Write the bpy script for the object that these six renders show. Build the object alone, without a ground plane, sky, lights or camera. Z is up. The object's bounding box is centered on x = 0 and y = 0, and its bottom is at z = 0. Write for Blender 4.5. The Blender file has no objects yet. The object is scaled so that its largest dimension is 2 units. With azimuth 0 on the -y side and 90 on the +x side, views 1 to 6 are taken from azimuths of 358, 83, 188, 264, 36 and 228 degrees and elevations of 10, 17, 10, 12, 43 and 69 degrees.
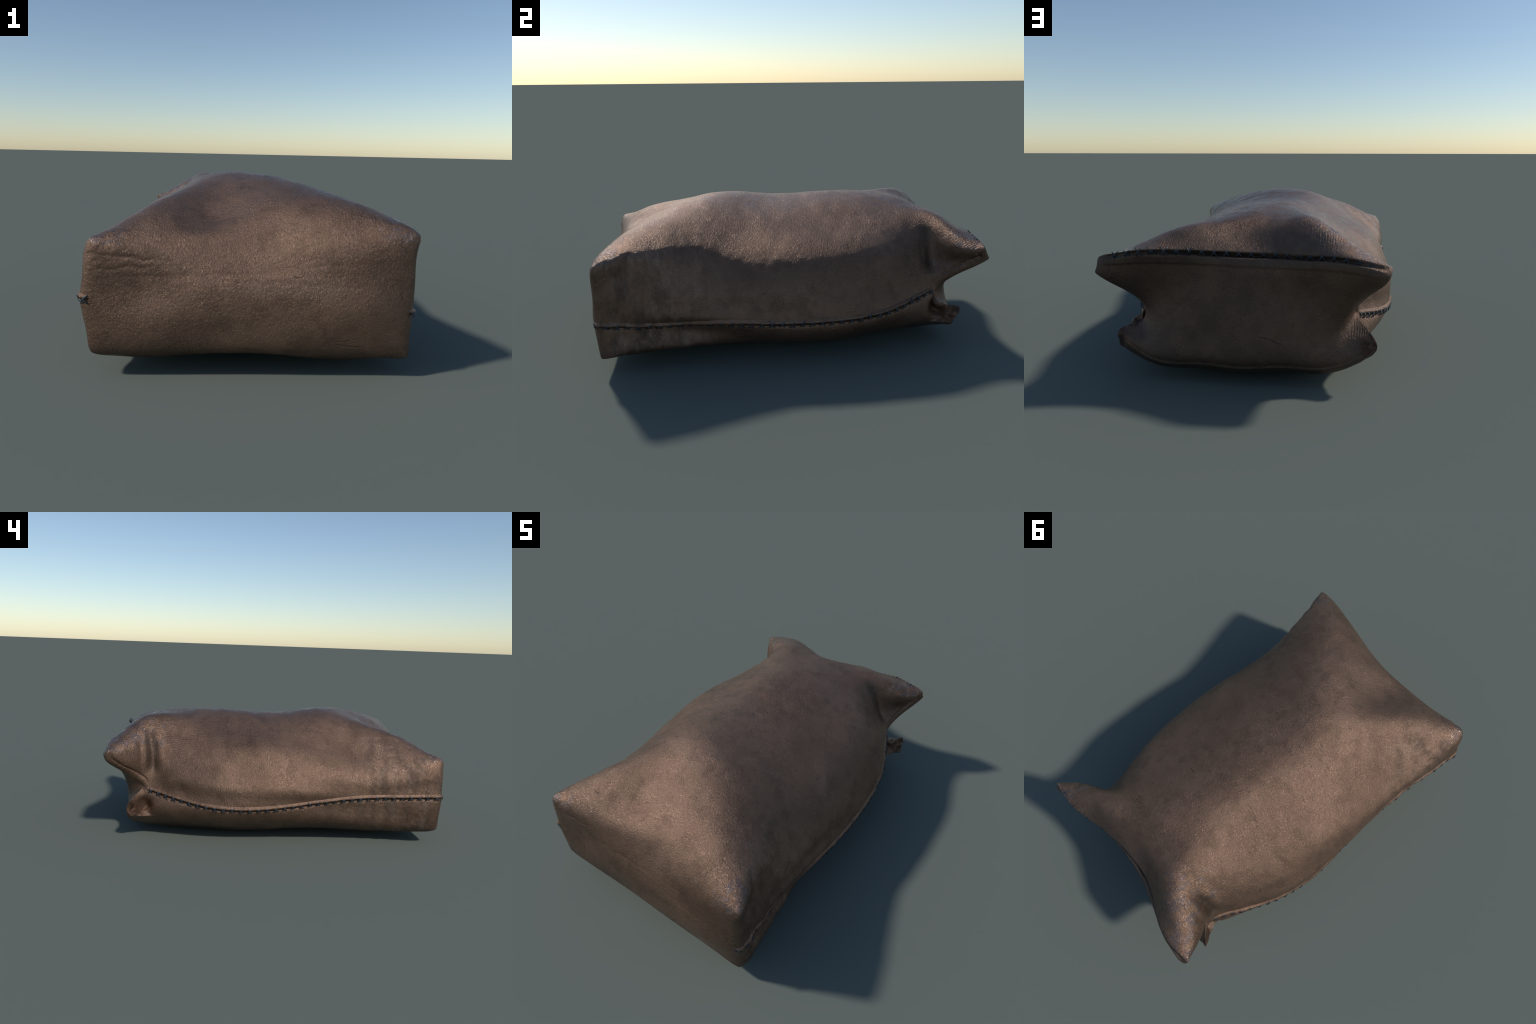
import bpy
import math
import numpy as np

# ---------------------------------------------------------------- shape tools
def spline_matrix(n, t):
    """Natural cubic spline through n equally spaced knots: weights at t in [0, n-1]."""
    A = np.zeros((n, n)); R = np.zeros((n, n))
    A[0, 0] = A[-1, -1] = 1.0
    for i in range(1, n - 1):
        A[i, i - 1:i + 2] = (1, 4, 1)
        R[i, i - 1:i + 2] = (6, -12, 6)
    M = np.linalg.solve(A, R)
    t = np.clip(t, 0, n - 1)
    k = np.minimum(t.astype(int), n - 2); f = t - k
    W = np.zeros((len(t), n)); r = np.arange(len(t))
    W[r, k] += 1 - f; W[r, k + 1] += f
    W += (((1 - f) ** 3 - (1 - f)) / 6)[:, None] * M[k] + ((f ** 3 - f) / 6)[:, None] * M[k + 1]
    return W

def curve(ts, xs, t):
    """Smooth curve through (ts, xs), natural spline on uneven knots."""
    ts = np.asarray(ts, float); xs = np.asarray(xs, float); n = len(ts); h = np.diff(ts)
    A = np.eye(n); R = np.zeros(n)
    for i in range(1, n - 1):
        A[i, i - 1:i + 2] = (h[i - 1], 2 * (h[i - 1] + h[i]), h[i])
        R[i] = 6 * ((xs[i + 1] - xs[i]) / h[i] - (xs[i] - xs[i - 1]) / h[i - 1])
    M = np.linalg.solve(A, R)
    t = np.clip(np.asarray(t, float), ts[0], ts[-1])
    k = np.clip(np.searchsorted(ts, t) - 1, 0, n - 2)
    a = ts[k + 1] - t; b = t - ts[k]; H = h[k]
    return (M[k] * a ** 3 + M[k + 1] * b ** 3) / (6 * H) + (xs[k] / H - M[k] * H / 6) * a + (xs[k + 1] / H - M[k + 1] * H / 6) * b

def smoothstep(a, b, x):
    t = np.clip((x - a) / (b - a), 0, 1)
    return t * t * (3 - 2 * t)

# ------------------------------------------------- control points of the six panels
# The sack is a soft box of six panels. across: 7 knots from left (-x) to right (+x);
# along: 9 knots from the closed front end (-y) to the mouth (+y); up: 7 knots.
ACROSS = np.linspace(-1, 1, 7)

# shoulder lines where the sides turn into the top: front corner -> ear tip of the mouth
SHOULDER_R = np.array([
    (.662, -.965, .571), (.571, -.738, .592), (.514, -.409, .538), (.492, -.088, .548), (.472, .219, .558),
    (.427, .485, .579), (.377, .741, .531), (.529, .875, .524), (.575, .970, .563)])
SHOULDER_L = np.array([
    (-.613, -.974, .559), (-.553, -.702, .519), (-.460, -.415, .526), (-.530, -.115, .552), (-.540, .144, .583),
    (-.463, .402, .588), (-.394, .673, .612), (-.513, .831, .580), (-.622, .960, .552)])
# top: heights of each cross-section between the shoulders (two humps with a dip between)
TOP_Z = np.array([
    (.521, .545, .558, .577, .587), (.661, .600, .656, .680, .678), (.688, .748, .762, .742, .669),
    (.666, .743, .731, .706, .636), (.647, .730, .731, .702, .622), (.671, .742, .738, .711, .638),
    (.727, .710, .717, .692, .668), (.684, .666, .645, .664, .637), (.585, .580, .579, .586, .592)])
# top: how far along y the front roll, the slope behind the mouth and the mouth hem run
TOP_Y = dict(zip((0, 7, 8), [
    (-.940, -.902, -.873, -.890, -.937), (.848, .819, .804, .847, .849), (.975, .901, .885, .916, .972)]))
# bottom edges: front corner -> corner of the lower lip
BOTTOM_R = np.array([
    (.620, -.960, .055), (.642, -.796, .118), (.617, -.498, .111), (.523, -.167, .081), (.541, .190, .063),
    (.509, .479, .097), (.495, .691, .119), (.516, .786, .137), (.552, .834, .139)])
BOTTOM_L = np.array([
    (-.621, -.966, .086), (-.601, -.814, .084), (-.578, -.522, .095), (-.570, -.184, .110), (-.571, .121, .118),
    (-.554, .404, .120), (-.514, .663, .139), (-.515, .780, .151), (-.547, .852, .157)])
# belly heights of each cross-section
BOTTOM_Z = np.array([
    (.096, .101, .102, .096, .096), (.038, .054, .062, .038, .037), (.023, .015, .013, .016, .059),
    (.038, .012, .004, .009, .017), (.016, .005, .000, .005, .019), (.028, .008, .002, .005, .024),
    (.032, .017, .011, .016, .028), (.046, .034, .021, .036, .048), (.068, .064, .052, .059, .066)])
BOTTOM_Y = {8: [
    (.854, .850, .862, .852, .857)][0]}
# half widths of the sides, bottom -> shoulder, per station
RIGHT_X = np.array([
    (.610, .620, .622, .621, .621), (.587, .600, .597, .592, .566), (.540, .603, .593, .578, .529),
    (.601, .629, .607, .594, .556), (.614, .622, .605, .575, .542), (.582, .580, .539, .511, .489),
    (.509, .498, .470, .451, .391)])
LEFT_X = np.array([
    (.617, .635, .646, .626, .623), (.607, .620, .627, .629, .631), (.586, .595, .608, .612, .601),
    (.604, .613, .636, .617, .602), (.640, .646, .648, .616, .590), (.622, .609, .615, .579, .549),
    (.542, .507, .504, .485, .456)])
# folded-in sides just before the mouth, and the mouth edge itself: lower ear, notch, upper ear
RIGHT_FOLD, RIGHT_MOUTH = np.array([
    (.513, .802, .195), (.478, .777, .255), (.454, .773, .337), (.458, .822, .410), (.466, .864, .468)]), np.array([
    (.529, .880, .228), (.485, .778, .235), (.454, .809, .332), (.553, .973, .473), (.578, .995, .523)])
LEFT_FOLD, LEFT_MOUTH = np.array([
    (-.496, .795, .207), (-.492, .767, .270), (-.485, .758, .342), (-.502, .811, .415), (-.542, .836, .476)]), np.array([
    (-.558, .870, .222), (-.488, .805, .295), (-.478, .805, .343), (-.531, .911, .427), (-.599, .992, .500)])
# bulge (y) of the closed end and of the panel inside the mouth
FRONT_Y = np.array([
    (-.971, -.968, -.974, -.978, -.979), (-.971, -.977, -.979, -.984, -.998), (-.955, -.972, -.975, -.981, -.990),
    (-.951, -.953, -.952, -.964, -.970), (-.954, -.927, -.909, -.945, -.976)])
BACK_Y = np.array([
    (.891, .898, .904, .902, .899), (.880, .901, .906, .896, .873), (.892, .900, .900, .889, .861),
    (.927, .903, .895, .889, .891), (.970, .924, .899, .905, .940)])

def row(left, right, zs, ys=None):
    """One cross-section of the top or bottom panel between two edge points."""
    p = np.outer(1 - (ACROSS + 1) / 2, left) + np.outer((ACROSS + 1) / 2, right)
    p[1:-1, 2] = zs
    if ys is not None:
        p[1:-1, 1] = ys
    return p

def side_net(bottom, shoulder, sgn, half_width, fold, mouth):
    net = np.zeros((9, 7, 3))
    for i in range(9):
        f = np.arange(7)[:, None] / 6
        net[i] = (1 - f) * bottom[i] + f * shoulder[i]
        if i < 7:
            net[i, 1:6, 0] = sgn * half_width[i]
    net[7, 1:6], net[8, 1:6] = fold, mouth
    return net

def end_net(left, right, top, bottom, depth, lift):
    net = np.zeros((7, 7, 3))
    net[0], net[6], net[:, 6], net[:, 0] = left, right, top, bottom
    for a in range(1, 6):
        for c in range(1, 6):
            net[a, c] = ((1 - c / 6) * bottom[a][0] + c / 6 * top[a][0], depth[c - 1][a - 1],
                         bottom[a][2] + (top[a][2] - bottom[a][2]) * lift[c - 1])
    return net

top_net = np.array([row(SHOULDER_L[i], SHOULDER_R[i], TOP_Z[i], TOP_Y.get(i)) for i in range(9)])
bottom_net = np.array([row(BOTTOM_L[i], BOTTOM_R[i], BOTTOM_Z[i], BOTTOM_Y.get(i)) for i in range(9)])
right_net = side_net(BOTTOM_R, SHOULDER_R, 1, RIGHT_X, RIGHT_FOLD, RIGHT_MOUTH)
left_net = side_net(BOTTOM_L, SHOULDER_L, -1, LEFT_X, LEFT_FOLD, LEFT_MOUTH)
front_net = end_net(left_net[0], right_net[0], top_net[0], bottom_net[0], FRONT_Y, np.arange(1, 6) / 6)
back_net = end_net(left_net[8], right_net[8], top_net[8], bottom_net[8], BACK_Y, np.array([.12, .30, .48, .68, .885]))

# ------------------------------------------------------------- the panel surface
NA, NB, NC = 192, 320, 96          # quads across, along, up

def build_surface():
    ua, ub, uc = (np.linspace(0, k - 1, n + 1) for k, n in ((7, NA), (9, NB), (7, NC)))
    Wa, Wb, Wc = spline_matrix(7, ua), spline_matrix(9, ub), spline_matrix(7, uc)
    patches = {
        'top': np.einsum('ib,bak,ja->jik', Wb, top_net, Wa),        # [a, b]
        'bottom': np.einsum('ib,bak,ja->jik', Wb, bottom_net, Wa),
        'left': np.einsum('ib,bck,jc->ijk', Wb, left_net, Wc),      # [b, c]
        'right': np.einsum('ib,bck,jc->ijk', Wb, right_net, Wc),
        'front': np.einsum('ia,ack,jc->ijk', Wa, front_net, Wc),    # [a, c]
        'back': np.einsum('ia,ack,jc->ijk', Wa, back_net, Wc)}
    a, b, c = np.arange(NA + 1), np.arange(NB + 1), np.arange(NC + 1)
    def key(i, j, k): return (i * (NB + 1) + j) * (NC + 1) + k
    keys = {
        'top': key(a[:, None], b[None], NC), 'bottom': key(a[:, None], b[None], 0),
        'left': key(0, b[:, None], c[None]), 'right': key(NA, b[:, None], c[None]),
        'front': key(a[:, None], 0, c[None]), 'back': key(a[:, None], NB, c[None])}
    allk = np.concatenate([k.ravel() for k in keys.values()])
    uk, first = np.unique(allk, return_index=True)
    P = np.concatenate([p.reshape(-1, 3) for p in patches.values()])[first]
    P[:, 2] += swells(P)
    idx = {n: np.searchsorted(uk, k) for n, k in keys.items()}
    quads = {}
    flip = {'top': 0, 'bottom': 1, 'left': 1, 'right': 0, 'front': 0, 'back': 1}
    for n, I in idx.items():
        q = np.stack([I[:-1, :-1], I[1:, :-1], I[1:, 1:], I[:-1, 1:]], -1).reshape(-1, 4)
        quads[n] = q[:, ::-1] if flip[n] else q
    i = uk // ((NB + 1) * (NC + 1)); j = (uk // (NC + 1)) % (NB + 1); k = uk % (NC + 1)
    param = np.stack([2 * i / NA - 1, j / NB, k / NC], -1)          # a in -1..1, b and c in 0..1
    return P, quads, param, idx

def softness(q):
    """How far each edge line of the sack is rounded over (0 sharp .. 1 very soft)."""
    a, b, c = q.T
    ea = 1 - np.abs(a)
    near = lambda d, w: np.exp(-(d / w) ** 2)
    w = np.full(len(a), .06)
    up = smoothstep(.45, .9, c)
    body = .34 + .66 * smoothstep(.05, .25, b) * (1 - smoothstep(.66, .84, b))
    w = np.maximum(w, body * up * np.maximum(near(ea, .5), near(1 - c, .4)))                 # shoulders
    w = np.maximum(w, (.12 + .40 * smoothstep(.04, .2, b)) * (1 - up) * (1 - smoothstep(.8, .92, b)) * near(c, .3) * near(ea, .5))
    w = np.maximum(w, .9 * near(b, .09) * up * smoothstep(.06, .5, ea))                      # front top roll
    w = np.maximum(w, (.22 + .10 * (1 - up)) * near(b, .08))                                                    # front edges
    w *= 1 - .97 * smoothstep(.955, .995, b)                                                 # crisp mouth
    w = np.maximum(w, .10 * near(ea, .05) * near(1 - b, .035) * smoothstep(.70, .85, c))     # blunt ear tips
    return w

def swells(P):
    """Contents pushing the top up in two humps, with a slack valley running down to the right."""
    x, y, z = P.T
    bell = lambda t, w: np.exp(-(t / w) ** 2)
    dz = -.026 * bell(y + .26 + .22 * (x - .2), .10) * smoothstep(-.10, .22, x) * (1 - smoothstep(.50, .62, x))
    dz += .010 * bell(y - .10, .20) * bell(x - .42, .16)
    dz += -.008 * bell(y + .03, .12) * bell(x + .1, .35) + .006 * bell(y + .38, .14) * bell(x + .02, .25)
    dz += -.010 * bell(y - .02, .13) * bell(x + .38, .16)
    dz += .006 * bell(y + .40, .20) * bell(x + .36, .14)
    return dz * smoothstep(.42, .58, z)

def relax(P, quads, w, rounds=640):
    Q = np.concatenate(list(quads.values()))
    E = np.concatenate([Q[:, [0, 1]], Q[:, [1, 2]], Q[:, [2, 3]], Q[:, [3, 0]]])
    E = np.unique(np.sort(E, 1), axis=0)
    n = len(P)
    deg = np.bincount(E.ravel(), minlength=n).astype(float)
    for _ in range(rounds):
        L = np.stack([np.bincount(E[:, 0], P[E[:, 1], k], n) + np.bincount(E[:, 1], P[E[:, 0], k], n) for k in range(3)], -1)
        P = P + (.5 * w)[:, None] * (L / deg[:, None] - P)
    return P

def normals(P, quads):
    Q = np.concatenate(list(quads.values()))
    n = np.cross(P[Q[:, 2]] - P[Q[:, 0]], P[Q[:, 3]] - P[Q[:, 1]])
    N = np.zeros_like(P)
    for k in range(4):
        for c in range(3):
            N[:, c] += np.bincount(Q[:, k], n[:, c], len(P))
    return N / np.maximum(np.linalg.norm(N, axis=1), 1e-12)[:, None]

# ------------------------------------------------------------- small relief
rng = np.random.default_rng(7)

def waves(P, scale, seed, octaves=3):
    """Smooth band-limited noise in about -1..1, made of random plane waves."""
    r = np.random.default_rng(seed)
    out = np.zeros(len(P))
    for o in range(octaves):
        for _ in range(7):
            d = r.normal(size=3); d /= np.linalg.norm(d)
            k = 2 * math.pi / scale * (1.7 ** o) * r.uniform(.7, 1.3)
            out += np.sin(P @ d * k + r.uniform(0, 6.28)) / (1.6 ** o)
    return out / 4.5

def bell(x, w):
    return np.exp(-(x / w) ** 2)

SEAM_L = ([-.97, -.94, -.70, -.46, -.27, -.09, .05, .19, .32, .46, .64, .76],
          [.316, .316, .309, .297, .276, .252, .238, .231, .232, .245, .279, .305])
SEAM_R = ([-.97, -.93, -.80, -.67, -.54, -.36, -.09, .10, .29, .48, .66, .74],
          [.270, .268, .252, .242, .242, .246, .235, .231, .232, .250, .287, .305])

P, quads, param, idx = build_surface()
P = relax(P, quads, softness(param))
N = normals(P, quads)
a, b, c = param.T
x, y, z = P.T
on_side = (np.abs(a) == 1)
on_back = (b == 1)
face_back = smoothstep(.35, .7, N[:, 1]) * on_back

d = np.zeros(len(P))
inner_a = 1 - smoothstep(.90, .97, np.abs(a))
# slack cloth: soft upright dents in the sides near the closed end, faint everywhere
slack = smoothstep(.35, .9, np.abs(N[:, 0])) * smoothstep(-.25, -.6, y) * smoothstep(.005, .07, b)
d += .0012 * waves(P, .17, 3) * smoothstep(0, .05, b)
d += .0034 * slack * waves(P * np.array([1.0, 2.2, .7]), .20, 11, 2)
d += .0008 * waves(P, .05, 5, 2) * (.3 + slack)
# one deep soft fold in each side behind the ears of the mouth, and a shallow one beside it
d_x = (np.abs(x) > .25) * smoothstep(.15, .60, np.abs(N[:, 0]) + .4 * np.maximum(N[:, 1], 0))
bend = .030 * smoothstep(.50, .68, z)
left = x < 0
d -= left * .022 * d_x * bell(y - (.728 + bend), .027) * smoothstep(.37, .46, z) * (1 - smoothstep(.55, .70, z))
d -= left * .007 * d_x * bell(y - (.792 + .5 * bend), .019) * smoothstep(.40, .49, z) * (1 - smoothstep(.54, .66, z))
d -= ~left * .022 * d_x * bell(y - (.765 + .5 * bend), .034) * smoothstep(.36, .47, z) * (1 - smoothstep(.50, .64, z))
d -= ~left * .007 * d_x * bell(y - (.715 + .5 * bend), .016) * smoothstep(.42, .48, z) * (1 - smoothstep(.50, .62, z))
# deep hollow in front of the lower ears, and the seam sunk into the cloth
for sgn, seam in ((-1, SEAM_L), (1, SEAM_R)):
    side = on_side & (a == sgn)
    sz = curve(*seam, np.clip(y, seam[0][0], seam[0][-1]))
    d -= .004 * side * bell(z - sz + .016, .008) * smoothstep(-.95, -.90, y) * (1 - smoothstep(.70, .76, y))
    d -= .055 * side * bell(z - .195, .050) * bell(y - .775, .030)
# creases pressed into the closed end beside the left corner, and long faint ones across it
wob = .006 * waves(P, .12, 41, 2)
front = smoothstep(-.5, -.8, N[:, 1])
for z0, x0, w, k, slope in ((.462, -.42, .075, .0036, -.10), (.425, -.47, .10, .0025, .05), (.40, -.1, .34, .0013, .02), (.375, .1, .36, .0012, -.03), (.435, .25, .2, .0014, .10)):
    d -= k * front * bell(z - z0 - slope * (x - x0) - wob, .008) * bell(x - x0, w)
d += .006 * (N[:, 1] < -.1) * bell(np.linalg.norm(P - (-.572, -.940, .507), axis=1), .024)
d += .0035 * front * bell(np.linalg.norm(P - (-.50, -.95, .497), axis=1), .024)
# small crumples on the worn corners
corner = sum(bell(np.linalg.norm(P - q, axis=1), .10) for q in ((.57, -.92, .56), (-.57, -.93, .51), (.55, .95, .54), (-.58, .95, .54)))
d += .0013 * np.minimum(corner, 1) * waves(P, .026, 61, 2) * (1 - smoothstep(.96, .99, b))
# mouth hem: groove under the top edge, then a flat raised band down to the panel inside the mouth
v = (1 - c) * 6
mid = .30 + .70 * (1 - smoothstep(.45, .85, np.abs(a)))
d -= .020 * on_back * bell(v - .27 - .05 * waves(P, .2, 91, 2), .14) * smoothstep(0.0, .08, v) * mid * inner_a
d += .0045 * on_back * smoothstep(.40, .50, v) * (1 - smoothstep(.95, 1.02, v)) * inner_a
# lower lip: a thin raised band along the bottom edge of the mouth, crumpled at its tips
d += .005 * on_back * (1 - smoothstep(.62, .70, c * 6)) * smoothstep(.0, .1, c * 6) * inner_a
tip = sum(bell(np.linalg.norm(P - q, axis=1), .055) for q in ((.545, .855, .19), (-.55, .86, .195)))
d += .004 * tip * waves(P, .05, 71, 2)
# hem strip on the outside of the ears, parallel to the mouth edge
rim = P[idx['right'][-1]], P[idx['left'][-1]]
for sgn, edge in ((1, rim[0]), (-1, rim[1])):
    sel = np.nonzero((a == sgn) & (b > .82))[0]
    dist = np.min(np.linalg.norm(P[sel][:, None] - edge[None, NC // 2:NC - 10:3], axis=2), axis=1)
    d[sel] += (.001 * (1 - smoothstep(.030, .038, dist)) - .005 * bell(dist - .042, .007)) * smoothstep(.33, .39, z[sel]) * (1 - smoothstep(.50, .54, z[sel]))
P = P + d[:, None] * N
P[:, 2] = np.maximum(P[:, 2], 0.0)          # the belly rests flat on the ground
span = P[:, 1].max() - P[:, 1].min()
P[:, 1] = (P[:, 1] - (P[:, 1].max() + P[:, 1].min()) / 2) * 2.0 / span
N = normals(P, quads)

# ------------------------------------------------------------- materials
class Nodes:
    """Short hand for building a node tree."""
    def __init__(self, name):
        self.mat = bpy.data.materials.new(name); self.mat.use_nodes = True
        self.t = self.mat.node_tree
        self.bsdf = self.t.nodes['Principled BSDF']
        self.co = self.t.nodes.new('ShaderNodeTexCoord').outputs['Object']
        self.geo = self.t.nodes.new('ShaderNodeNewGeometry')
    def put(self, sock, val):
        if hasattr(val, 'is_output'):
            self.t.links.new(val, sock)
        elif val is not None:
            sock.default_value = val
    def math(self, op, p, q=None, clamp=False):
        n = self.t.nodes.new('ShaderNodeMath'); n.operation = op; n.use_clamp = clamp
        self.put(n.inputs[0], p); self.put(n.inputs[1], q)
        return n.outputs[0]
    def mapped(self, scale=(1, 1, 1), rot=(0, 0, 0), loc=(0, 0, 0), vec=None):
        n = self.t.nodes.new('ShaderNodeMapping')
        self.put(n.inputs['Vector'], vec or self.co)
        n.inputs['Scale'].default_value = scale; n.inputs['Rotation'].default_value = rot; n.inputs['Location'].default_value = loc
        return n.outputs[0]
    def noise(self, scale, detail=4, rough=.55, vec=None, distort=0.0):
        n = self.t.nodes.new('ShaderNodeTexNoise')
        self.put(n.inputs['Vector'], vec or self.co)
        n.inputs['Scale'].default_value = scale; n.inputs['Detail'].default_value = detail
        n.inputs['Roughness'].default_value = rough; n.inputs['Distortion'].default_value = distort
        return n.outputs['Fac']
    def voronoi(self, scale, feature='DISTANCE_TO_EDGE', vec=None):
        n = self.t.nodes.new('ShaderNodeTexVoronoi'); n.feature = feature
        self.put(n.inputs['Vector'], vec or self.co); n.inputs['Scale'].default_value = scale
        return n.outputs['Distance']
    def step(self, v, lo, hi, out0=0.0, out1=1.0):
        n = self.t.nodes.new('ShaderNodeMapRange'); n.interpolation_type = 'SMOOTHSTEP'
        self.put(n.inputs['Value'], v)
        for k, s in zip(('From Min', 'From Max', 'To Min', 'To Max'), (lo, hi, out0, out1)):
            n.inputs[k].default_value = s
        return n.outputs[0]
    def mix(self, f, p, q):
        n = self.t.nodes.new('ShaderNodeMix'); n.data_type = 'RGBA'
        self.put(n.inputs['Factor'], f); self.put(n.inputs['A'], p); self.put(n.inputs['B'], q)
        return n.outputs['Result']
    def split(self, vec):
        n = self.t.nodes.new('ShaderNodeSeparateXYZ'); self.put(n.inputs[0], vec)
        return n.outputs
    def distance(self, point):
        n = self.t.nodes.new('ShaderNodeVectorMath'); n.operation = 'DISTANCE'
        self.put(n.inputs[0], self.co); n.inputs[1].default_value = point
        return n.outputs['Value']
    def bump(self, height, dist, strength=1.0, below=None):
        n = self.t.nodes.new('ShaderNodeBump')
        n.inputs['Strength'].default_value = strength; n.inputs['Distance'].default_value = dist
        self.put(n.inputs['Height'], height)
        if below is not None:
            self.put(n.inputs['Normal'], below)
        return n.outputs[0]

def rgb(r, g, b):
    return (r, g, b, 1.0)

def leather(name, tone=1.0, darken=0.0):
    m = Nodes(name)
    X, Y, Z = m.split(m.co)
    NX, NY, NZ = m.split(m.geo.outputs['Normal'])
    ax, ay, az = (m.math('ABSOLUTE', s) for s in (NX, NY, NZ))
    big = m.noise(2.6, 4, .6, distort=.3)
    mid = m.noise(11, 5, .65)
    fine = m.noise(150, 4, .7)
    # base colour: brown hide, mottled
    base = m.mix(m.step(big, .32, .68), rgb(.146 * tone, .085 * tone, .055 * tone), rgb(.215 * tone, .128 * tone, .085 * tone))
    base = m.mix(m.math('MULTIPLY', m.step(mid, .46, .66), .5), base, rgb(.088 * tone, .050 * tone, .031 * tone))
    base = m.mix(m.math('MULTIPLY', m.step(fine, .42, .72), .40), base, rgb(.31 * tone, .19 * tone, .122 * tone))
    # contact shade near the ground, darkened into the base colour
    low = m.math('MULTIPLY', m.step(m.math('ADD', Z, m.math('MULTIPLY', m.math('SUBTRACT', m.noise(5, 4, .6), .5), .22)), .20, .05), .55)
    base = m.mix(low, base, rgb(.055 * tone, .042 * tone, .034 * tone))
    # corners and ears: grey-blue patches beside rusty brown ones
    spots = [(.58, -.93, .57), (-.59, -.94, .52), (.55, .95, .56), (-.59, .95, .55), (-.40, .82, .64)]
    near = None
    for s, r in zip(spots, (.17, .17, .30, .30, .26)):
        k = m.step(m.distance(s), r, r * .15)
        near = k if near is None else m.math('MAXIMUM', near, k)
    near = m.math('MULTIPLY', near, m.step(NZ, .15, .5))
    patch = m.noise(17, 7, .72, distort=.4)
    grey = m.math('MULTIPLY', m.step(m.math('ADD', patch, m.math('MULTIPLY', near, .16)), .60, .66), m.step(near, .02, .25))
    rust = m.math('MULTIPLY', m.step(m.math('ADD', m.noise(23, 7, .7, vec=m.mapped(loc=(3, 1, 2))), m.math('MULTIPLY', near, .12)), .60, .65), m.step(near, .02, .25))
    base = m.mix(m.math('MULTIPLY', grey, .45), base, rgb(.115, .105, .115))
    base = m.mix(m.math('MULTIPLY', rust, .55), base, rgb(.25, .135, .075))
    # dark blotches on the slack sides by the closed end
    side_front = m.math('MULTIPLY', m.step(ax, .4, .8), m.step(Y, -.30, -.62))
    blot = m.noise(8, 6, .65, vec=m.mapped(scale=(1, 1.5, .7)))
    dark_blot = m.math('MULTIPLY', m.step(blot, .47, .62), side_front)
    base = m.mix(m.math('MULTIPLY', dark_blot, .55), base, rgb(.070 * tone, .050 * tone, .038 * tone))
    glint_blot = m.math('MULTIPLY', m.step(m.noise(10, 8, .75, vec=m.mapped(scale=(1, 1.7, .6), loc=(5, 1, 8))), .50, .66), side_front)  # light glints on the dented sides, lightened into the colour
    base = m.mix(m.math('MULTIPLY', glint_blot, .6), base, rgb(.27, .19, .14))
    # pale, glossier flecks on the corners and upper edges
    ridge = m.math('MULTIPLY', m.step(m.math('ABSOLUTE', X), .24, .42), m.step(m.math('ABSOLUTE', Y), .45, .75))
    ridge = m.math('MAXIMUM', near, m.math('MULTIPLY', m.math('MULTIPLY', ridge, m.step(NZ, .2, .5)), .6))
    fleck = m.math('MULTIPLY', m.step(m.noise(38, 8, .76, vec=m.mapped(loc=(9, 4, 2))), .53, .60), ridge)
    base = m.mix(m.math('MULTIPLY', fleck, .6), base, rgb(.34, .225, .160))
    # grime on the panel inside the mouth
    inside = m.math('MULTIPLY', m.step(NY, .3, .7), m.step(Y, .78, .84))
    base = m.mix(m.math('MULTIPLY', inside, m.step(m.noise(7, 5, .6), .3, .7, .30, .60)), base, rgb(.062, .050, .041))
    # thin scratches
    scr = None
    for rot, loc in (((.3, .2, .7), (0, 0, 0)), ((-.2, .5, 1.1), (4, 2, 1)), ((.6, -.3, -.5), (7, 3, 5))):
        n = m.noise(1.0, 1, .4, vec=m.mapped(scale=(3, 48, 4), rot=rot, loc=loc))
        line = m.step(m.math('ABSOLUTE', m.math('SUBTRACT', n, .5)), .009, .003)
        keep = m.step(m.noise(6.5, 1, .5, vec=m.mapped(loc=loc)), .69, .71)
        k = m.math('MULTIPLY', line, keep)
        scr = k if scr is None else m.math('MAXIMUM', scr, k)
    base = m.mix(m.math('MULTIPLY', scr, .6), base, rgb(.05, .036, .028))
    fold = m.math('MULTIPLY', m.step(m.math('ABSOLUTE', m.math('SUBTRACT', Y, .745)), .055, .0), m.math('MULTIPLY', m.step(m.math('ABSOLUTE', m.math('SUBTRACT', Z, .52)), .15, .08), m.step(ax, .3, .7)))  # occlusion shade of the ear folds, baked into the base
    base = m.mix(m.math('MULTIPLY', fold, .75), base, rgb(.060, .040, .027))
    # dark reddish cut edges of the lower ears
    cut = m.math('MAXIMUM', m.step(m.distance((.55, .855, .20)), .075, .03), m.step(m.distance((-.55, .86, .20)), .085, .03))
    base = m.mix(m.math('MULTIPLY', cut, m.step(m.noise(30, 4, .6), .40, .58, .25, .9)), base, rgb(.045, .018, .010))
    if darken:
        base = m.mix(darken, base, rgb(.040, .033, .027))
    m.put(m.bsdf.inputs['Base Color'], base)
    m.bsdf.inputs['Metallic'].default_value = .65
    # gloss: smoother at corners and glints, dull in the dark blotches
    gloss = m.noise(14, 6, .7)
    rough = m.step(gloss, .30, .70, .22, .40)
    speck = m.noise(52, 8, .78)
    rough = m.math('ADD', rough, m.math('MULTIPLY', m.step(speck, .40, .62), .15))
    rough = m.math('ADD', rough, m.math('MULTIPLY', dark_blot, .16))
    rough = m.math('SUBTRACT', rough, m.math('MULTIPLY', near, .07))
    rough = m.math('SUBTRACT', rough, m.math('MULTIPLY', glint_blot, .08))
    rough = m.math('SUBTRACT', rough, m.math('MULTIPLY', fleck, .13))
    m.put(m.bsdf.inputs['Roughness'], rough)
    m.bsdf.inputs['Specular IOR Level'].default_value = .5
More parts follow.
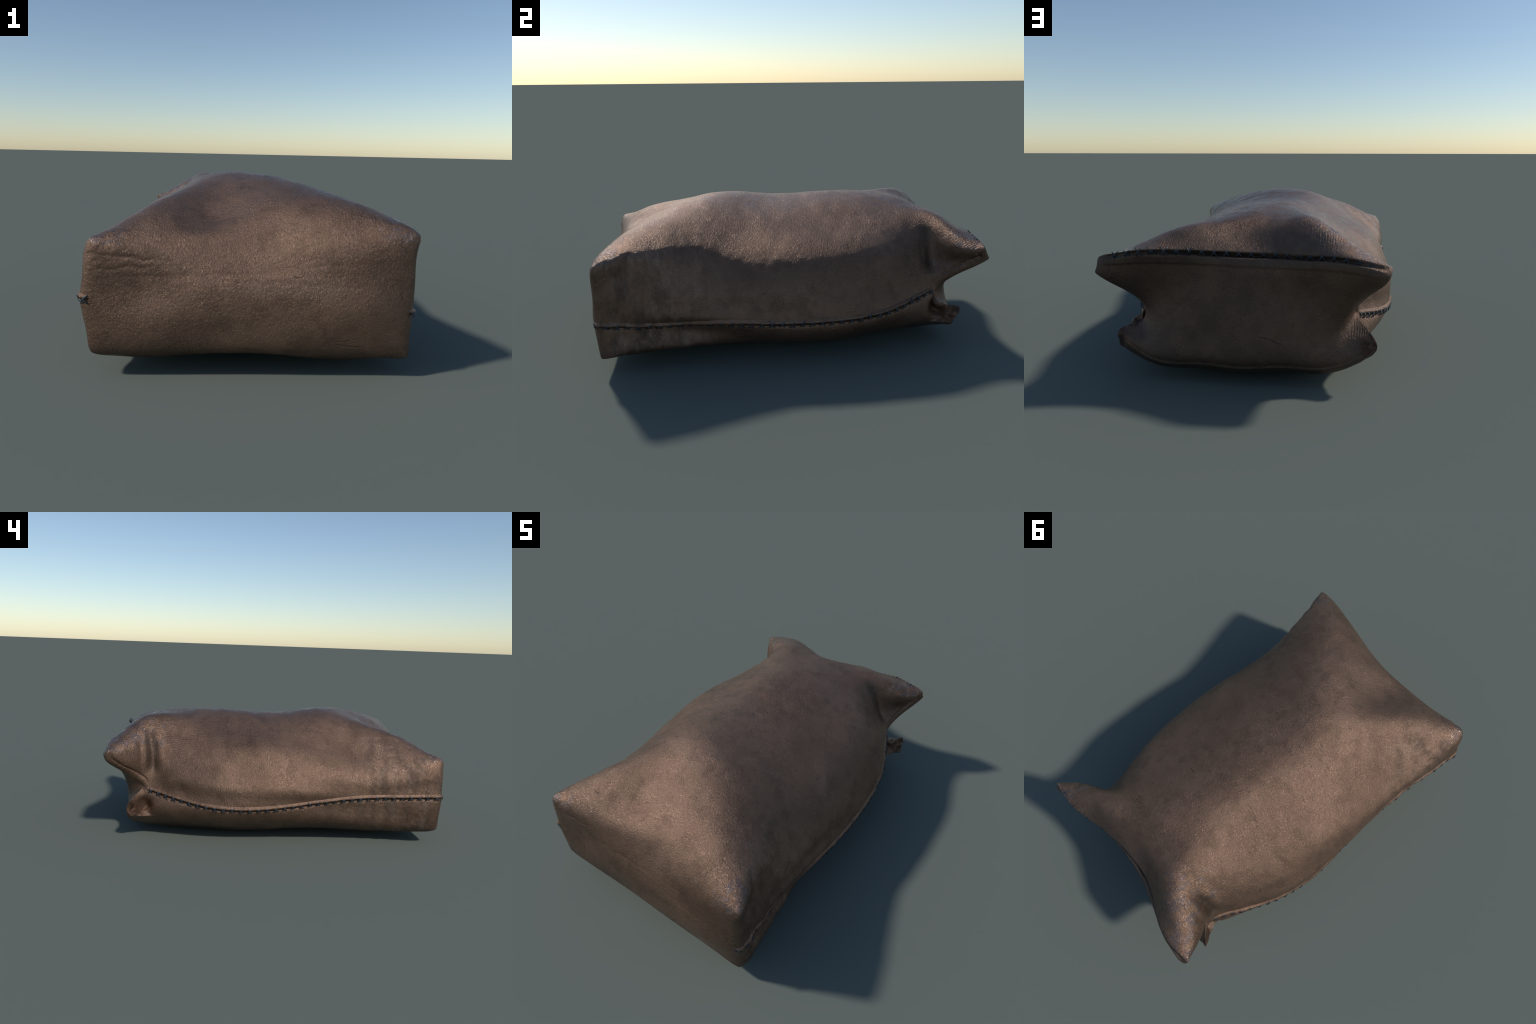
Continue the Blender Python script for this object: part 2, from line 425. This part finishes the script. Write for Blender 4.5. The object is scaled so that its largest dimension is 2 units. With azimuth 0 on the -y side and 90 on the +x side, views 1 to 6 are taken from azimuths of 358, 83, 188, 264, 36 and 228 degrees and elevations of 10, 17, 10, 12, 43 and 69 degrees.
    # relief: wrinkled hide, cloth grain, threads showing through where the cloth is stretched, pores
    hide_grain = m.noise(98, 7, .70, distort=.8)
    n1 = m.bump(hide_grain, .0062, .60)
    grain = m.noise(1.0, 3, .6, vec=m.mapped(scale=(210, 210, 70)))
    n2 = m.bump(grain, .0026, .55, n1)
    wander = m.noise(7, 3)
    thread_x = m.math('SINE', m.math('MULTIPLY', m.math('ADD', X, m.math('MULTIPLY', wander, .02)), 6.2832 / .0105))
    thread_y = m.math('SINE', m.math('MULTIPLY', m.math('ADD', Y, m.math('MULTIPLY', wander, .01)), 6.2832 / .0062))
    sides = m.math('MULTIPLY', m.step(ax, .65, .85), m.step(m.math('ABSOLUTE', Y), .55, .85))
    top = m.math('MULTIPLY', m.step(NZ, .35, .6), m.step(m.math('ABSOLUTE', X), .20, .38))
    top = m.math('MULTIPLY', top, m.math('ADD', m.step(Y, .30, .60), m.math('MULTIPLY', m.step(Y, -.45, -.70), .35)))
    threads = m.math('ADD', m.math('MULTIPLY', thread_x, top), m.math('MULTIPLY', thread_y, sides))
    show = m.step(m.noise(6, 3, .6, vec=m.mapped(loc=(2, 5, 1))), .44, .60)
    n3 = m.bump(m.math('MULTIPLY', threads, show), .0005, .7, n2)
    n4 = m.bump(m.math('ADD', fine, m.math('MULTIPLY', scr, -1.2)), .0016, .5, n3)
    m.put(m.bsdf.inputs['Normal'], n4)
    return m.mat

def thread_material():
    m = Nodes('waxed_thread')
    f = m.noise(240, 3, .6)
    m.put(m.bsdf.inputs['Base Color'], m.mix(f, rgb(.014, .021, .030), rgb(.036, .050, .068)))
    m.bsdf.inputs['Roughness'].default_value = .48
    m.bsdf.inputs['Metallic'].default_value = .2
    m.put(m.bsdf.inputs['Normal'], m.bump(f, .001, .5))
    return m.mat

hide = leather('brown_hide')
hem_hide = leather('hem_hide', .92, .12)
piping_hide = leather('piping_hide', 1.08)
groove = leather('shade_tinted_groove', .5, .35)
thread = thread_material()

# ------------------------------------------------------------- objects
root = bpy.data.objects.new('leather_sack', None)
bpy.context.collection.objects.link(root)
root['label'] = 'stuffed brown leather sack with stitched side seams and open eared mouth'
root['category'] = 'sack'

def link(name, mesh, parent=root):
    ob = bpy.data.objects.new(name, mesh)
    bpy.context.collection.objects.link(ob)
    ob.parent = parent
    return ob

def mesh_part(name, V, faces, mats, vertex_normals=None, face_mat=None):
    me = bpy.data.meshes.new(name)
    me.from_pydata(V.tolist(), [], faces.tolist() if hasattr(faces, 'tolist') else faces)
    for m in mats:
        me.materials.append(m)
    me.polygons.foreach_set('use_smooth', [True] * len(me.polygons))
    if face_mat is not None:
        me.polygons.foreach_set('material_index', face_mat)
    if vertex_normals is not None:
        me.normals_split_custom_set_from_vertices(vertex_normals.tolist())
    me.update()
    return me

all_quads = np.concatenate(list(quads.values()))
cb, cc = param[all_quads, 1].min(1), param[all_quads, 2]
hem_faces = (cb == 1) & ((cc.min(1) >= 1 - .99 / 6) | (cc.max(1) <= .67 / 6))
for part, sel, mat in (('sack_body', ~hem_faces, hide), ('mouth_hem', hem_faces, hem_hide)):
    q = all_quads[sel]
    used, inv = np.unique(q, return_inverse=True)
    # the faces in the groove of the mouth hem take the darker hide
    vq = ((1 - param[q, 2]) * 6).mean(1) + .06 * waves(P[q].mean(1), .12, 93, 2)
    dark_faces = (param[q, 1].min(1) == 1) & (vq > .10) & (vq < .40) & (np.abs(param[q, 0]).max(1) < .80)
    link(part, mesh_part(part, P[used], inv.reshape(-1, 4), [mat, groove], N[used], dark_faces.astype(int).tolist()))

# ---- stitches: two crossed strands of waxed thread, arched over the seam
def strand(p0, p1, arch, r, segs=9, sides=6):
    V, F = [], []
    ax = np.array(p1) - np.array(p0)
    s = np.array([-ax[1], ax[0], 0]); s /= np.linalg.norm(s)
    for i in range(segs + 1):
        t = i / segs
        ctr = np.array(p0) + ax * t + np.array([0, 0, arch * math.sin(math.pi * t) ** .8])
        rr = r * (.55 + .45 * math.sin(math.pi * min(max(t, .04), .96)) ** .4) * (1 + .10 * math.sin(t * 19))
        for k in range(sides):
            th = 2 * math.pi * k / sides
            V.append(ctr + s * rr * math.cos(th) + np.array([0, 0, rr * .8 * math.sin(th)]))
    for i in range(segs):
        for k in range(sides):
            F.append((i * sides + k, i * sides + (k + 1) % sides, (i + 1) * sides + (k + 1) % sides, (i + 1) * sides + k))
    F.append(tuple(range(sides))[::-1]); F.append(tuple(segs * sides + k for k in range(sides)))
    return V, F

def stitch_mesh(seed, arch, sink=-.001, r_thread=.0034):
    r = np.random.default_rng(seed)
    V, F = [], []
    for sx in (-1, 1):
        j = r.uniform(-.0015, .0015, 4)
        v, f = strand((-.0145 * sx + j[0], -.0165 + j[1], sink), (.0145 * sx + j[2], .0165 + j[3], sink), arch + (.0022 if sx > 0 else 0), r_thread)
        F += [tuple(k + len(V) for k in q) for q in f]; V += v
    return mesh_part('cross_stitch', np.array(V), F, [thread])

seam_stitches = [stitch_mesh(s, .0105) for s in range(4)]
edge_stitches = [stitch_mesh(s + 20, .0105, -.0120, .0032) for s in range(4)]

from mathutils import Matrix, Vector

def place_stitch(parent, mesh, pos, along, normal, scale):
    n = Vector(normal).normalized(); t = Vector(along); t = (t - n * t.dot(n)).normalized(); u = n.cross(t)
    ob = link('cross_stitch', mesh, parent)
    ob.matrix_world = Matrix.Translation(Vector(pos)) @ Matrix((t, u, n)).transposed().to_4x4() @ Matrix.Diagonal((*scale, 1))

def resample(pts, step):
    seg = np.linalg.norm(np.diff(pts, axis=0), axis=1); s = np.concatenate([[0], np.cumsum(seg)])
    t = np.arange(step / 2, s[-1], step)
    return np.stack([np.interp(t, s, pts[:, k]) for k in range(3)], -1), t, s

# ---- side seams: rolled piping, its cast shadow modelled as a dark strip below, with the cross stitches
def side_line(name, seam):
    pts, nrm = [], []
    rows = [(P[idx['front']][i if name == 'left' else NA - i], N[idx['front']][i if name == 'left' else NA - i]) for i in range(6, 0, -1)]
    G = P[idx[name]]; GN = N[idx[name]]
    rows += [(G[j], GN[j]) for j in range(NB + 1)]
    for G, GN in rows:
        dz = G[:, 2] - curve(*seam, G[:, 1])
        k = np.nonzero((dz[:-1] < 0) & (dz[1:] >= 0))[0]
        if len(k) == 0:
            continue
        k = k[0]; f = -dz[k] / (dz[k + 1] - dz[k])
        p = G[k] * (1 - f) + G[k + 1] * f
        if p[1] > .765:
            break
        pts.append(p); nrm.append(GN[k] * (1 - f) + GN[k + 1] * f)
    return np.array(pts), np.array(nrm)

PROFILE = [(-.019, -.005, 1), (-.0130, .0004, 1), (-.0070, .0006, 1), (-.0064, .0042, 0), (-.0038, .0078, 0), (.0006, .0094, 0), (.0045, .0080, 0),
           (.008, .0042, 0), (.012, .001, 0), (.018, -.005, 0)]
for name, seam in (('left', SEAM_L), ('right', SEAM_R)):
    pts, nrm = side_line(name, seam)
    kern = np.ones(7) / 7
    pad = lambda A: np.stack([np.convolve(np.pad(A[:, k], 3, 'edge'), kern, 'valid') for k in range(3)], -1)
    nrm = pad(nrm); nrm /= np.linalg.norm(nrm, axis=1)[:, None]
    tan = np.gradient(pts, axis=0); tan /= np.linalg.norm(tan, axis=1)[:, None]
    up = np.cross(tan, nrm); up *= np.sign(up[:, 2:3])
    s = np.linspace(0, 1, len(pts))
    fade = smoothstep(0, .03, s) * (.35 + .65 * (1 - smoothstep(.86, 1.0, s)))
    wob = 1 + .22 * waves(pts, .05, 31, 3)
    V = np.stack([pts + up * (h * (.55 + .45 * fade))[:, None] + nrm * ((o * fade * wob if o > 0 else np.full(len(pts), o)))[:, None] for h, o, _ in PROFILE], 1)
    m = len(PROFILE)
    F, fm = [], []
    for i in range(len(pts) - 1):
        for k in range(m - 1):
            q = (i * m + k, (i + 1) * m + k, (i + 1) * m + k + 1, i * m + k + 1)
            F.append(q if name == 'right' else q[::-1]); fm.append(PROFILE[k][2] and PROFILE[k + 1][2])
    seam_ob = link('side_seam', mesh_part('side_seam', V.reshape(-1, 3), F, [piping_hide, groove], None, fm))
    st, t, cum = resample(pts, .0502)
    for i, p in enumerate(st):
        k = int(np.argmin(np.linalg.norm(pts - p, axis=1)))
        if k > len(pts) - 6:
            continue
        f = float(fade[k])
        place_stitch(seam_ob, seam_stitches[i % 4], p + nrm[k] * (.001 - .004 * (1 - f)) - up[k] * (.0085 + .0015 * rng.normal()), tan[k], nrm[k],
                     (rng.uniform(.85, 1.12), rng.uniform(.85, 1.1), (.55 + .45 * f) * rng.uniform(.72, 1.0)))

# ---- stitches along the mouth hem
hem_ob = bpy.data.objects['mouth_hem']
line = P[idx['back'][:, NC]]; lineN = N[idx['back'][:, NC]]
st, t, cum = resample(line, .0502)
for i, p in enumerate(st):
    k = int(np.clip(np.argmin(np.linalg.norm(line - p, axis=1)), 2, len(line) - 3))
    if abs(p[0]) > .54:
        continue
    tan = line[k + 2] - line[k - 2]
    n = lineN[k] / np.linalg.norm(lineN[k]) + np.array([0, .55, 0]); n /= np.linalg.norm(n)
    place_stitch(hem_ob, edge_stitches[i % 4], p + n * .0008 - np.array([0, 0, .0075]), tan, n, (rng.uniform(.9, 1.15), rng.uniform(.85, 1.05), 1))
